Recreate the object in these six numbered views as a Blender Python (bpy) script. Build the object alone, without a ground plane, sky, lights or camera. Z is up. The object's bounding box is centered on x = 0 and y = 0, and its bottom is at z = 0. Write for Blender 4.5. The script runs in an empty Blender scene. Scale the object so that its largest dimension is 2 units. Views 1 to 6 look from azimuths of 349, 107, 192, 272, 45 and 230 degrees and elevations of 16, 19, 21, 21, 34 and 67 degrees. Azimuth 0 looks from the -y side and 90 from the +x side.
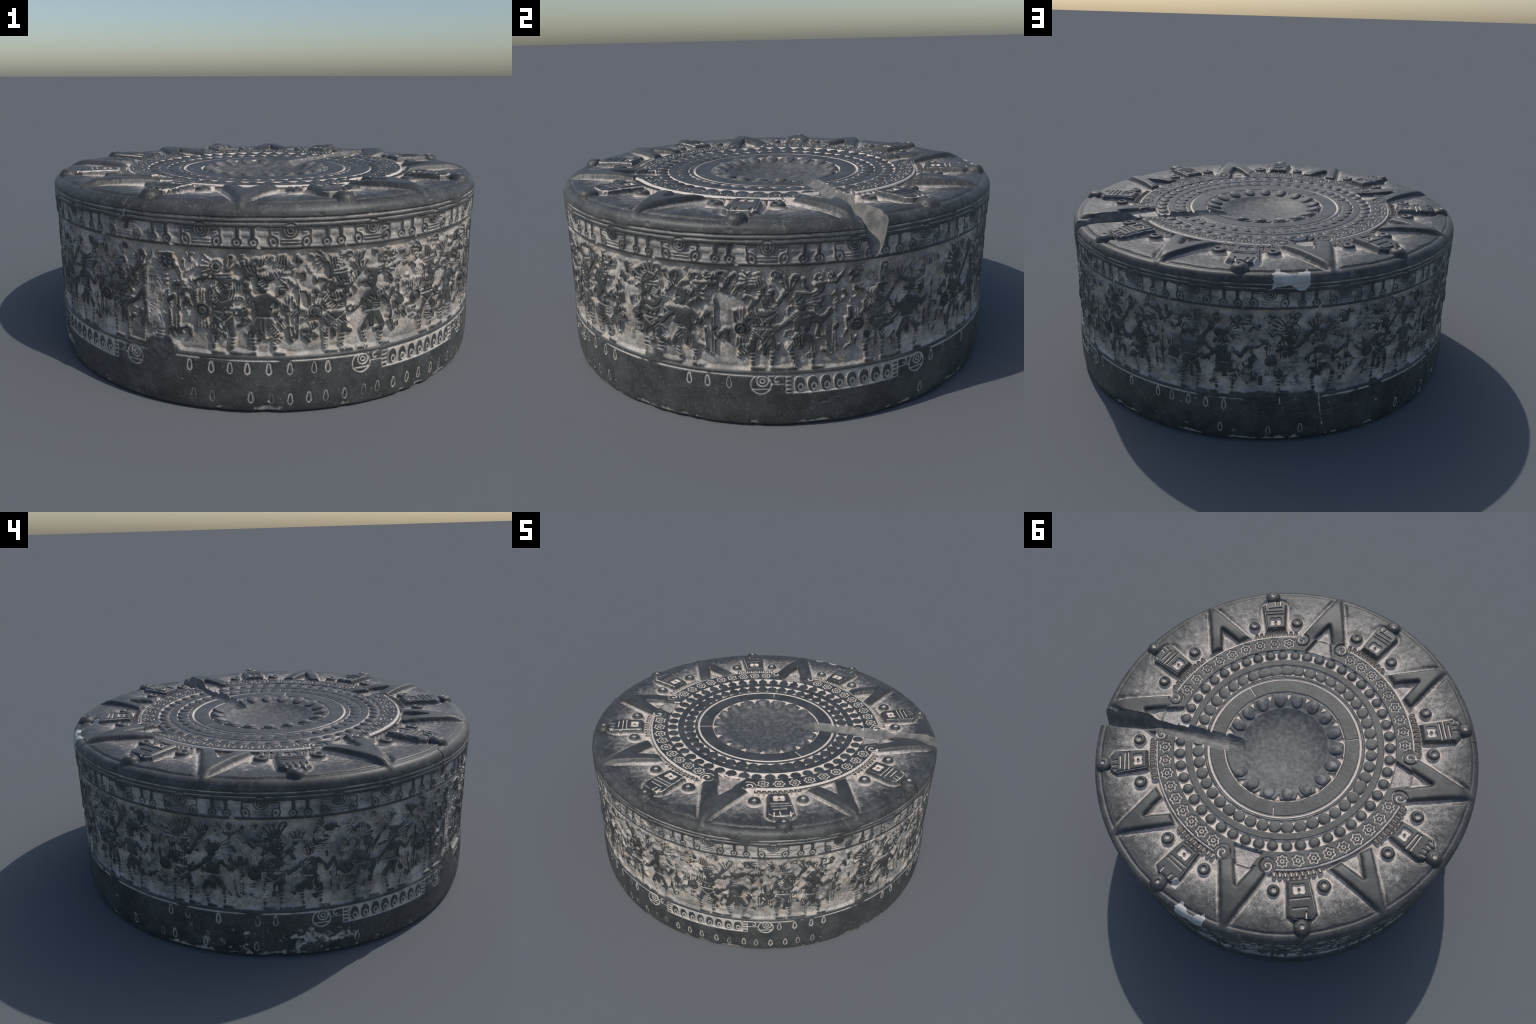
"""Carved stone drum: a low cylinder with a sun disc on top and a frieze of
warriors round the wall.  One continuous stone skin is laid out as a grid in
(angle, profile length); carving rules push it in (depth) or leave it proud, and
every carved motif is then separated into an object of its own."""
import bpy
import math
import numpy as np

RNG = np.random.default_rng(7)
TAU = 2 * math.pi
NT = 2304                       # columns round the drum
COARSE = 4                      # basin columns are NT / COARSE
RAD = math.radians

# ------------------------------------------------------------------ layout
RAY_ANGLE = [31.5, 76.0, 119.5, 164.7, 209.4, 253.8, 298.2, 343.3]   # scrolled, plain, scrolled ...
PENDANT_ANGLE = [7.4, 53.4, 97.3, 142.0, 186.6, 231.4, 276.4, 321.0]
EYE_ANGLE = [14, 31.8, 49.6, 68, 86.3, 104.5, 123, 141.2, 159.4, 178.1, 195.9, 208, 227,
             245.7, 264.2, 282.2, 300.4, 318.4, 337, 355.5]
SHIELD_ANGLE = [8.5, 33, 57.6, 80.7, 105.2, 130.3, 153.8, 176.1, 198, 220.1, 245.5, 269.6, 295, 317.5, 343]
JAW_ANGLE = [30.5, 120, 210, 298.5]
Z_BAND_TOP, Z_BAND_LOW, Z_BASE = 0.757, 0.638, 0.228
SHIFT_DIR, SHIFT = RAD(329), 0.006          # the foot of the drum leans out this way
OFF_X, OFF_Y = -.006, -.002
TILT_DIR, TILT = RAD(262), .006              # the sun disc is not quite level

# outer envelope of the stone, from the bead rings over the rim to the foot
PROFILE = [(0.31, .788), (0.45, .793), (0.62, .803), (0.72, .809), (0.80, .812), (0.85, .812), (0.89, .811),
           (0.92, .807), (0.945, .801), (0.963, .794), (0.977, .782), (0.986, .763), (0.989, .735), (0.989, .66),
           (0.988, .60), (0.989, .40), (0.990, .30), (0.994, .20), (0.997, .12), (0.996, .06), (0.991, .022),
           (0.981, .005), (0.95, .0)]


def smooth(a, b, x):
    t = np.clip((x - a) / (b - a), 0, 1)
    return t * t * (3 - 2 * t)


def resample(points, steps):
    """Catmull-Rom through control points, sampled evenly along its length."""
    p = np.array(points)
    q = np.vstack([2 * p[0] - p[1], p, 2 * p[-1] - p[-2]])
    t = np.linspace(0, 1, 24, endpoint=False)[:, None]
    out = []
    for i in range(len(p) - 1):
        a, b, c, d = q[i:i + 4]
        out.append(b + .5 * t * (c - a) + t * t * (a - 2.5 * b + 2 * c - .5 * d) + t ** 3 * (1.5 * (b - c) + .5 * (d - a)))
    c = np.vstack(out + [p[-1:]])
    s = np.concatenate([[0], np.cumsum(np.hypot(*np.diff(c, axis=0).T))])
    e = np.interp(np.linspace(0, s[-1], steps), s, np.arange(len(s)))
    return np.stack([np.interp(e, np.arange(len(s)), c[:, k]) for k in (0, 1)], 1)


CURVE = resample(PROFILE, 4000)
i_rim = int(np.argmin(np.abs(CURVE[:, 0] - 0.94) + (CURVE[:, 1] < .7)))
i_wall = int(np.argmin(np.abs(CURVE[:, 1] - 0.757) + (CURVE[:, 0] < .9)))
i_foot = int(np.argmin(np.abs(CURVE[:, 1] - 0.03) + (CURVE[:, 0] < .9)))


def z_top(r):
    return np.interp(r, CURVE[:i_wall, 0], CURVE[:i_wall, 1])


def r_wall(z):
    return np.interp(z, CURVE[::-1, 1][:4000 - i_rim], CURVE[::-1, 0][:4000 - i_rim])


top_r = np.linspace(0.225, 0.94, 240)


def stretch(a, b, n):
    return CURVE[np.linspace(a, b, n).round().astype(int)]


rows = np.vstack([np.stack([top_r, z_top(np.maximum(top_r, .31))], 1), stretch(i_rim, i_wall, 20)[1:],
                  stretch(i_wall, i_foot, 266)[1:], stretch(i_foot, 3999, 14)[1:]])
NR = len(rows)
ROW_R, ROW_Z = rows[:, 0], rows[:, 1]
N_TOP = len(top_r)
ROW_WALL = N_TOP + 19 - 1                     # first row of the wall
theta = np.arange(NT) * TAU / NT
# carving direction: straight down on top, straight in on the wall
turn = smooth(0.94, 0.985, ROW_R) * (np.arange(NR) >= N_TOP - 1)
turn[ROW_WALL:] = 1
turn[ROW_WALL + 265 + 2:] = 1
DIR_R, DIR_Z = -np.sin(turn * math.pi / 2), -np.cos(turn * math.pi / 2)

DEPTH = np.zeros((NR, NT))
INCISED = np.zeros((NR, NT))
LABEL = np.zeros((NR, NT), np.int32)


# ------------------------------------------------------------------ noise
def lattice_noise(nx, ny, freq_x, freq_y, seed, octaves=3):
    """Value noise, periodic in x (columns), on an ny by nx grid."""
    out, amp, tot = np.zeros((ny, nx)), 1.0, 0
    for o in range(octaves):
        fx, fy = int(freq_x * 2 ** o), int(freq_y * 2 ** o) + 2
        g = np.random.default_rng(seed + o).uniform(-1, 1, (fy + 1, fx))
        x, y = np.arange(nx) * fx / nx, np.arange(ny) * (fy - 1) / ny
        xi, yi = x.astype(int), y.astype(int)
        tx, ty = x - xi, (y - yi)[:, None]
        tx, ty = tx * tx * (3 - 2 * tx), ty * ty * (3 - 2 * ty)
        g0, g1 = g[yi], g[yi + 1]
        a = g0[:, xi % fx] * (1 - tx) + g0[:, (xi + 1) % fx] * tx
        b = g1[:, xi % fx] * (1 - tx) + g1[:, (xi + 1) % fx] * tx
        out += amp * (a * (1 - ty) + b * ty)
        tot += amp
        amp *= .5
    return out / tot


COARSE_NOISE = lattice_noise(NT, NR, 60, 14, 11)
MID_NOISE = lattice_noise(NT, NR, 200, 50, 23)
FINE_NOISE = lattice_noise(NT, NR, 520, 130, 37, 2)

# ------------------------------------------------------------------ registry of parts
PARTS = [dict(name="drum_wall", mat="frieze", parent=None)]


def part(name, mat, parent=None):
    PARTS.append(dict(name=name, mat=mat, parent=parent))
    return len(PARTS) - 1


# ------------------------------------------------------------------ shapes as signed distances (negative inside)
def circle(x, y, cx, cy, r):
    return np.hypot(x - cx, y - cy) - r


def ellipse(x, y, cx, cy, a, b, rot=0.0):
    c, s = math.cos(rot), math.sin(rot)
    u, v = (x - cx) * c + (y - cy) * s, -(x - cx) * s + (y - cy) * c
    return (np.hypot(u / a, v / b) - 1) * min(a, b)


def box(x, y, cx, cy, a, b, rot=0.0, round_=0.0):
    c, s = math.cos(rot), math.sin(rot)
    u, v = np.abs((x - cx) * c + (y - cy) * s) - a + round_, np.abs(-(x - cx) * s + (y - cy) * c) - b + round_
    return np.hypot(np.maximum(u, 0), np.maximum(v, 0)) + np.minimum(np.maximum(u, v), 0) - round_


def limb(x, y, ax, ay, bx, by, ra, rb=None):
    rb = ra if rb is None else rb
    dx, dy = bx - ax, by - ay
    t = np.clip(((x - ax) * dx + (y - ay) * dy) / max(dx * dx + dy * dy, 1e-9), 0, 1)
    return np.hypot(x - ax - t * dx, y - ay - t * dy) - (ra + (rb - ra) * t)


def path(x, y, pts, r):
    d = None
    for a, b in zip(pts[:-1], pts[1:]):
        e = limb(x, y, a[0], a[1], b[0], b[1], r)
        d = e if d is None else np.minimum(d, e)
    return d


def polygon(x, y, pts):
    d, inside = np.full(x.shape, 1e9), np.zeros(x.shape, bool)
    for (ax, ay), (bx, by) in zip(pts, pts[1:] + pts[:1]):
        d = np.minimum(d, limb(x, y, ax, ay, bx, by, 0.0))
        cross = (ay > y) != (by > y)
        if by != ay:
            inside ^= cross & (x < (bx - ax) * (y - ay) / (by - ay) + ax)
    return np.where(inside, -d, d)


def spiral(cx, cy, r0, r1, a0, a1, n=14):
    return [(cx + (r0 + (r1 - r0) * i / n) * math.cos(a0 + (a1 - a0) * i / n),
             cy + (r0 + (r1 - r0) * i / n) * math.sin(a0 + (a1 - a0) * i / n)) for i in range(n + 1)]


def union(*d):
    out = d[0]
    for e in d[1:]:
        out = np.minimum(out, e)
    return out


# ------------------------------------------------------------------ carving windows
class Window:
    """A patch of the grid with flat local coordinates in metres."""

    grow = 0.0                  # widens every raised shape
    late = False                # incisions are kept back until the relief has been weathered

    def __init__(self, r0, r1, a0, a1):
        self.rows = slice(r0, r1)
        c0, c1 = int(math.floor(a0 / TAU * NT)), int(math.ceil(a1 / TAU * NT))
        self.cols = np.arange(c0, c1) % NT
        self.wobble = (MID_NOISE[self.rows] + .6 * FINE_NOISE[self.rows])[:, self.cols]

    def get(self, a):
        return a[self.rows][:, self.cols]

    def put(self, a, v):
        a[self.rows, self.cols] = v

    def raise_(self, sdf, top, edge=.007, dome=0.0, dome_width=.012, label=None, wobble=.0008, claim=.35):
        sdf = sdf + wobble * self.wobble - self.grow
        f = smooth(edge * .5, -edge * .5, sdf)
        hit = f > 0
        if not hit.any():
            return
        d = self.get(DEPTH)
        goal = top + dome * (1 - np.clip(-sdf / dome_width, 0, 1)) ** 2
        new = np.where(hit, np.minimum(d, d * (1 - f) + goal * f), d)
        self.put(DEPTH, new)
        if self.late:
            self.put(INCISED, self.get(INCISED) * (1 - f))
        if label is not None:
            lab = self.get(LABEL)
            self.put(LABEL, np.where(f > claim, label, lab))

    def cut(self, sdf, depth, edge=.004, label=None, wobble=.0006):
        sdf = sdf + wobble * self.wobble
        f = smooth(edge * .5, -edge * .5, sdf)
        a = INCISED if self.late else DEPTH
        self.put(a, self.get(a) + 1.15 * depth * f)
        if label is not None:
            lab = self.get(LABEL)
            self.put(LABEL, np.where(f > .35, label, lab))

    def cut_to(self, sdf, level, edge=.006, label=None):
        f = smooth(edge * .5, -edge * .5, sdf)
        d = self.get(DEPTH)
        self.put(DEPTH, np.where(f > 0, np.maximum(d, d * (1 - f) + level * f), d))
        if label is not None:
            self.put(LABEL, np.where(f > .35, label, self.get(LABEL)))


def wall(angle_deg, x0, x1, z0, z1):
    """Window on the wall; x runs along the wall from the given angle, y is height."""
    a = RAD(angle_deg)
    j = np.nonzero((ROW_Z <= z1) & (ROW_Z >= z0) & (np.arange(NR) >= N_TOP - 1))[0]
    w = Window(j[0], j[-1] + 1, a + x0 / .985, a + x1 / .985)
    xx = (np.arange(int(math.floor((a + x0 / .985) / TAU * NT)), int(math.ceil((a + x1 / .985) / TAU * NT))) * TAU / NT - a) * .985
    w.x, w.y = np.meshgrid(xx, ROW_Z[w.rows])
    return w


def top(angle_deg, r0, r1, half_deg):
    """Window on the top; x is sideways, y is the distance outward along the given angle."""
    a = RAD(angle_deg)
    j0, j1 = np.searchsorted(ROW_R[:N_TOP + 15], (r0, r1))
    w = Window(max(j0 - 1, 0), min(j1 + 1, N_TOP + 15), a - RAD(half_deg), a + RAD(half_deg))
    ang = np.arange(int(math.floor((a - RAD(half_deg)) / TAU * NT)), int(math.ceil((a + RAD(half_deg)) / TAU * NT))) * TAU / NT - a
    rr = ROW_R[w.rows][:, None]
    w.x, w.y = rr * np.sin(ang), rr * np.cos(ang)
    w.r, w.ang = np.broadcast_to(rr, w.x.shape), np.broadcast_to(ang, w.x.shape)
    return w


# ------------------------------------------------------------------ ground levels
R_ALL = np.broadcast_to(ROW_R[:, None], DEPTH.shape)
Z_ALL = np.broadcast_to(ROW_Z[:, None], DEPTH.shape)
IS_TOP = np.arange(NR) < N_TOP + 15

L_PLATE = part("sun_plate", "top")
L_RIM = part("rim", "rim")
L_BAND = part("star_band", "band")
L_BASE = part("base_band", "base")
L_FIELD = part("ray_field", "field")
L_BASIN = part("basin", "basin")
L_UNDER = part("underside", "base")
L_CHANNEL = part("spout_channel", "channel")
L_PATCH = part("mortar_patch", "patch")

ring_top = np.arange(NR) < N_TOP
LABEL[ring_top] = L_PLATE
LABEL[(R_ALL > .66) & ring_top[:, None]] = L_FIELD
LABEL[(R_ALL < .303) & ring_top[:, None]] = L_BASIN
LABEL[N_TOP:N_TOP + 11] = L_FIELD
LABEL[N_TOP + 11:ROW_WALL + 1] = L_RIM
wall_rows = np.arange(NR) > ROW_WALL
LABEL[wall_rows[:, None] & (Z_ALL > Z_BAND_LOW)] = L_BAND
LABEL[wall_rows[:, None] & (Z_ALL <= Z_BAND_LOW)] = 0
LABEL[wall_rows[:, None] & (Z_ALL <= Z_BASE)] = L_BASE
LABEL[ROW_WALL + 266 + 6:] = L_UNDER

# sunk triangular fields between the rays, a little convex, shallower at the rim
field = smooth(.658, .668, R_ALL) * smooth(N_TOP + 16, N_TOP - 4, np.arange(NR))[:, None]
sunk = np.maximum(np.interp(ROW_R, CURVE[:i_wall, 0], CURVE[:i_wall, 1]) - np.interp(ROW_R, [.66, .72, .80, .88, .92, .945, .965, .98], [.774, .777, .783, .788, .788, .786, .781, .766]), 0)
DEPTH[IS_TOP] = (field * (sunk[:, None] + .0022 * COARSE_NOISE + .0012 * MID_NOISE))[IS_TOP]
# two bead rings and the engraved circle inside them
tr = R_ALL[:N_TOP]
wob = .0012 * MID_NOISE[:N_TOP]
for r0, r1, dep in ((.509, .570, .015), (.412, .477, .011)):
    DEPTH[:N_TOP] += dep * smooth(r0, r0 + .006, tr + wob) * smooth(r1, r1 - .006, tr + wob)
DEPTH[:N_TOP] += .008 * smooth(.0078, .0025, np.abs(tr - .391 + wob))
DEPTH[:N_TOP] += .002 * smooth(.005, .001, np.abs(tr - .404 + wob)) * smooth(-.2, .2, COARSE_NOISE[:N_TOP])
DEPTH[:N_TOP] += .006 * smooth(.005, .001, np.abs(tr - .656 + wob))
# slope down to the basin
BASIN_EDGE = .225
DEPTH[:N_TOP] += .016 * smooth(.302, .215, tr) + .008 * smooth(.007, .002, np.abs(tr - .306 + wob))
DEPTH[:N_TOP] += .0003 * MID_NOISE[:N_TOP]
# wall: star band ground, frieze ground, base band
wz, on_wall = Z_ALL, wall_rows[:, None]
band = smooth(Z_BAND_LOW - .001, Z_BAND_LOW + .006, wz) * smooth(.721, .716, wz)
DEPTH += np.where(on_wall, .0105 * band, 0)
frz = smooth(Z_BAND_LOW + .002, Z_BAND_LOW - .010, wz) * smooth(Z_BASE - .002, Z_BASE + .020, wz)
ground = .0190 + .002 * smooth(.50, .63, wz) + .0020 * COARSE_NOISE + .0025 * MID_NOISE + .0012 * FINE_NOISE
DEPTH += np.where(on_wall, frz * ground, 0)
# the plain ledge left standing just below the star band
DEPTH -= np.where(on_wall, .005 * smooth(.618, .626, wz) * smooth(Z_BAND_LOW - .002, Z_BAND_LOW - .006, wz), 0)
for zc, dep, half in ((.7475, .0060, .0054), (.731, .0055, .0048)):
    line = smooth(half, half * .25, np.abs(wz - zc + .0012 * COARSE_NOISE))
    worn = smooth(-.75, -.1, np.roll(COARSE_NOISE, 300, 1))
    DEPTH += np.where(on_wall, dep * line * worn, 0)
# engraved ground line under the feet
line = smooth(.0056, .0015, np.abs(wz - .2165 + .0015 * COARSE_NOISE))
DEPTH += np.where(on_wall, .005 * line * smooth(-.5, -.1, np.roll(COARSE_NOISE, 90, 1)), 0)
# weathered lumps on plain stone
plain = np.where(on_wall, smooth(Z_BASE, Z_BASE - .01, wz), 0)
DEPTH += plain * (.0005 * COARSE_NOISE + .0003 * FINE_NOISE)
# the back of the base is rough and flaked
back = np.exp(-((np.degrees(theta) - 183) / 26) ** 2)[None] * on_wall * smooth(.19, .13, wz)
DEPTH += back * np.maximum(0, .0042 * (COARSE_NOISE + .9 * np.roll(MID_NOISE, 50, 1) + .5 * FINE_NOISE))
foot = smooth(.05, .0, wz) * on_wall * (1 + 1.2 * back.max(0))
DEPTH += foot * np.maximum(0, .014 * np.roll(COARSE_NOISE, 777, 1) + .008 * MID_NOISE)


# ------------------------------------------------------------------ the top: rays, pendants, bosses, rosettes, beads
def sun_ray(angle, scrolled, rng):
    w = top(angle, .55, .992, 19)
    lab = part("sun_ray", "ray")
    x, y = w.x, w.y
    slope = .405
    if scrolled:
        pit = polygon(x, y, [(0, .757), (.074, .571), (-.074, .571)])
        w.cut_to(pit, .022, label=L_FIELD)
        body = polygon(x, y, [(0, .992), (.139, .632), (.10, .60), (.062, .605), (0, .757), (-.062, .605), (-.10, .60), (-.139, .632)])
        ends = union(circle(x, y, .112, .630, .036), circle(x, y, -.112, .630, .036))
    else:
        body = polygon(x, y, [(0, .992), (.121, .672), (.047, .668), (0, .785), (-.047, .668), (-.121, .672)])
        pit = polygon(x, y, [(0, .778), (.046, .668), (-.046, .668)])
        w.cut_to(pit, .026)
    w.raise_(body + .001, -.008 * smooth(.64, .76, y) * smooth(.985, .90, y), edge=.030, dome=.008, dome_width=.026, label=lab, wobble=.002)
    # the tip folds over the rim as a low keel
    w.raise_(limb(x, y, 0, .90, 0, .990, .016, .010), .000, edge=.024, label=lab)
    if scrolled:
        w.raise_(ends, .000, edge=.010, dome=.003, dome_width=.010, label=lab)
        for s in (-1, 1):
            w.cut(np.abs(circle(x, y, s * .112, .630, .0365)) - .002, .008, edge=.0045)
            w.put(LABEL, np.where(circle(x, y, s * .112, .630, .0345) < 0, part("scroll", "top", lab), w.get(LABEL)))
            p = spiral(s * .112, .630, .028, .005, RAD(90) if s > 0 else RAD(90), RAD(90) - s * 5.6)
            w.cut(path(x, y, p, .0032), .008, edge=.005)
            bars = path(x, y, [(s * .112, .666), (s * .148, .655), (s * .152, .640)], .003)
            w.cut(bars, .006, edge=.0045)


KNOBS, KNOB_EYES = [], []


def pendant(angle, rng):
    w = top(angle, .66, 1.0, 13)
    lab = part("pendant", "pendant")
    knob = part("knob", "rim", lab)
    KNOB_EYES.append(part("knob_eye", "dust", knob))
    x, y = w.x, w.y
    j = rng.normal(0, .002, 4)
    plate = polygon(x, y, [(-.052, .706), (.052, .706), (.064 + j[0], .868), (.040, .892), (-.040, .892), (-.064 + j[1], .868)])
    w.raise_(plate - .002, -.006, edge=.024, dome=.002, dome_width=.016, label=lab, wobble=.0015, claim=.85)
    # square flower
    flower = ellipse(x, y, 0, .752, .034, .022) + .004 * np.cos(4 * np.arctan2(y - .752, x))
    w.cut(np.maximum(flower, -circle(x, y, 0, .752, .0075)), .012, edge=.006)
    for k, yy in enumerate((.798, .818, .842)):
        if rng.random() < .9:
            w.cut(box(x, y, rng.normal(0, .004), yy + j[2], .048 - .012 * (k == 2), .0030, rng.normal(0, .03)), .008, edge=.0045)
    for xx in (-.032, -.006, .022, .046):
        if rng.random() < .75:
            w.cut(limb(x, y, xx, .862, xx + rng.normal(0, .003), .884, .0035), .008, edge=.005)
    KNOBS.append((angle, knob))
    # fringe of little hanging loops along the border of the plate
    for k in range(-4, 5):
        tang = k * .0272 + rng.normal(0, .0012)
        a = tang / .68
        cx, cy = .681 * math.sin(a), .681 * math.cos(a)
        t = part("tassel", "bead")
        w.raise_(box(x, y, cx, cy, .0115, .0165, -a, .010), .005, edge=.007, dome=.004, dome_width=.006, label=t, wobble=.0015)
        w.cut(limb(x, y, cx * .975, cy * .975, cx * 1.003, cy * 1.003, .0030), .012, edge=.006)
    for s in (-1, 1):
        a = RAD(9.1) * s
        cx, cy = .754 * math.sin(a), .754 * math.cos(a)
        b = part("boss", "ray")
        r0 = .0335 + rng.normal(0, .001)
        w.raise_(circle(x, y, cx, cy, r0), .002, edge=.010, dome=.012, dome_width=.014, label=b, wobble=.0015)
        w.cut(circle(x, y, cx + rng.normal(0, .002), cy + rng.normal(0, .002), .0105), .011, edge=.013, label=part("boss_eye", "dust", b))


def rosette(angle, rng):
    w = top(angle, .565, .665, 4)
    lab = part("rosette", "top")
    x, y = w.x, w.y - .614
    phi = np.arctan2(y, x) + rng.uniform(0, 1)
    n = rng.choice([6, 7, 8])
    edge = np.hypot(x, y) - (.0255 + .0036 * np.cos(n * phi))
    w.put(LABEL, np.where(edge < .003, lab, w.get(LABEL)))
    fade = rng.uniform(.7, 1.1)
    w.cut(np.abs(edge) - .0030, .0070 * fade, edge=.0045)
    w.cut(np.abs(circle(x, y, 0, 0, .0090)) - .0022, .0060 * fade, edge=.004)


def bead(angle, r, size, dome, rng, stretch_=1.0):
    w = top(angle, r - .045, r + .045, math.degrees(.06 / r))
    lab = part("bead", "bead")
    s = size * rng.uniform(.95, 1.04)
    sdf = ellipse(w.x, w.y, rng.normal(0, .0008), r + rng.normal(0, .0008), s * stretch_, s)
    w.raise_(sdf, .000, edge=.006, dome=dome, dome_width=.02, label=lab)


for k, a in enumerate(PENDANT_ANGLE):
    pendant(a, RNG)
for k, a in enumerate(RAY_ANGLE):
    sun_ray(a, k % 2 == 0, RNG)
for k in range(4):
    a0, a1 = RAY_ANGLE[2 * k] + 16.5, RAY_ANGLE[(2 * k + 2) % 8] + (360 if k == 3 else 0) - 16.5
    n = 9
    for i in range(n):
        a = a0 + (a1 - a0) * i / (n - 1)
        if 33 < a % 360 < 44:
            continue
        rosette(a, RNG)
for k in range(50):
    bead(k * 7.2 + 1.3, .5395, .0290, .007, RNG)
skip = 0
for k in range(45):
    long_ = RNG.random() < .10
    bead(k * 8.0 + 3.0, .4445, .0312, .0025, RNG, 1.35 if long_ else 1.0)

TOOTH = [79.7 + 20.2 * k for k in range(15)] + [20.5]
for a in TOOTH:
    w = top(a, .20, .33, 14)
    lab = part("tooth", "tooth")
    dx = RNG.normal(0, .002)
    sdf = ellipse(w.x, w.y, dx, .266, .029, .037)
    b = np.clip(-sdf / .029, 0, 1)
    d = w.get(DEPTH)
    w.put(DEPTH, d - .016 * np.sqrt(1 - (1 - b) ** 2) * (sdf < 0))
    w.put(LABEL, np.where(sdf < -.002, lab, w.get(LABEL)))
    g = RAD(10.1)
    w.cut(polygon(w.x, w.y, [(.296 * math.sin(g), .272 * math.cos(g)), (.304 * math.sin(g) + .017, .309 * math.cos(g)),
                             (.304 * math.sin(g) - .018, .313 * math.cos(g))]), .010, edge=.008, label=L_PLATE)

# short scored joints across the plain ring
for a, r0, r1 in ((128, .345, .385), (231, .315, .39), (345, .33, .385)):
    w = top(a, r0 - .01, r1 + .01, 4)
    w.cut(limb(w.x, w.y, 0, r0, .004, r1, .0025), .004, edge=.004)


# ------------------------------------------------------------------ the star band under the rim
def star_band():
    n = len(EYE_ANGLE)
    for k, a in enumerate(EYE_ANGLE):
        nxt = EYE_ANGLE[(k + 1) % n] + (360 if k == n - 1 else 0)
        gap = RAD(nxt - a) * .985
        worn = 1.0 if not (220 < a < 236 or 338 > a > 336) else .45
        w = wall(a, -.10, max(gap, .2) * .62 + .06, Z_BAND_LOW - .004, .757)
        x, y = w.x, w.y
        eye = part("star_eye", "band")
        w.raise_(circle(x, y, 0, .706, .030), -.001, edge=.006, dome=.003, dome_width=.01, label=eye)
        w.cut(np.abs(circle(x, y, 0, .706, .0205)) - .0025, .007 * worn, edge=.0045)
        w.cut(np.abs(circle(x, y, 0, .706, .0105)) - .0022, .006 * worn, edge=.0045)
        lid = part("eye_bars", "band")
        for zz in (.659, .6705):
            w.raise_(box(x, y, 0, zz, .034, .0030), .001, edge=.005, label=lid)
        w.raise_(box(x, y, 0, Z_BAND_LOW + .006, .2, .005), .0, edge=.004)
        w.raise_(box(x, y, 0, .7185, .2, .004), .0, edge=.004)
        for s in (-1, 1):
            lp = part("loop", "band")
            cx = s * .058 + RNG.normal(0, .002)
            ring = ellipse(x, y, cx, .6665, .020, .025, -.35 * s)
            w.raise_(ring, .0, edge=.006, dome=.003, dome_width=.008, label=lp)
            w.cut(np.abs(ellipse(x, y, cx, .6665, .0085, .013, -.35 * s)) - .0025, .008 * worn, edge=.0045)
            br = part("bracket", "band")
            w.raise_(path(x, y, [(s * .034, .7095), (s * .072, .7095), (s * .070, .686)], .0042), .001, edge=.005, label=br)
            w.raise_(limb(x, y, s * .046, .696, s * .058, .696, .0035), .002, edge=.005, label=br)
        mid = gap / 2
        if gap > .26:
            for s in (-1, 1):
                bar = part("hanging_bar", "band")
                cx = mid + s * .027 + RNG.normal(0, .002)
                w.raise_(union(box(x, y, cx, .699, .0092, .022), circle(x, y, cx + s * .002, .6645, .0195)), .0, edge=.006,
                         dome=.003, dome_width=.009, label=bar)
                w.cut(np.abs(circle(x, y, cx + s * .002, .663, .0085)) - .0026, .008 * worn, edge=.0045)
        # the shallow stepped squares between
        step = np.maximum(box(x, y, mid, .664, .095, .015), -box(x, y, mid, .664, .095, .0001))
        w.raise_(box(x, y, mid, .6535, .095 if gap > .26 else .05, .010), .0055, edge=.012)
        w.raise_(box(x, y, mid, .690, .095 if gap > .26 else .05, .009), .0060, edge=.012)


star_band()


# ------------------------------------------------------------------ the frieze of captors and captives
def feathers(w, cx, cy, a0, a1, length, n, label, top_=.001, width=.0058, r0=.010):
    for i in range(n):
        a = RAD(a0 + (a1 - a0) * i / max(n - 1, 1))
        bx, by = cx + length * math.cos(a), cy + length * math.sin(a)
        w.raise_(limb(w.x, w.y, cx + r0 * math.cos(a), cy + r0 * math.sin(a), bx, by, width * .62, width), top_,
                 edge=.0055, dome=.003, dome_width=.006, label=label)


def hook(w, cx, cy, r, flip, label, width=.0052):
    p = spiral(cx, cy, r, r * .35, RAD(200) if flip > 0 else RAD(-20), RAD(200) - flip * 5.2, 12)
    w.raise_(path(w.x, w.y, p, width), .001, edge=.006, dome=.003, dome_width=.006, label=label)


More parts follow.
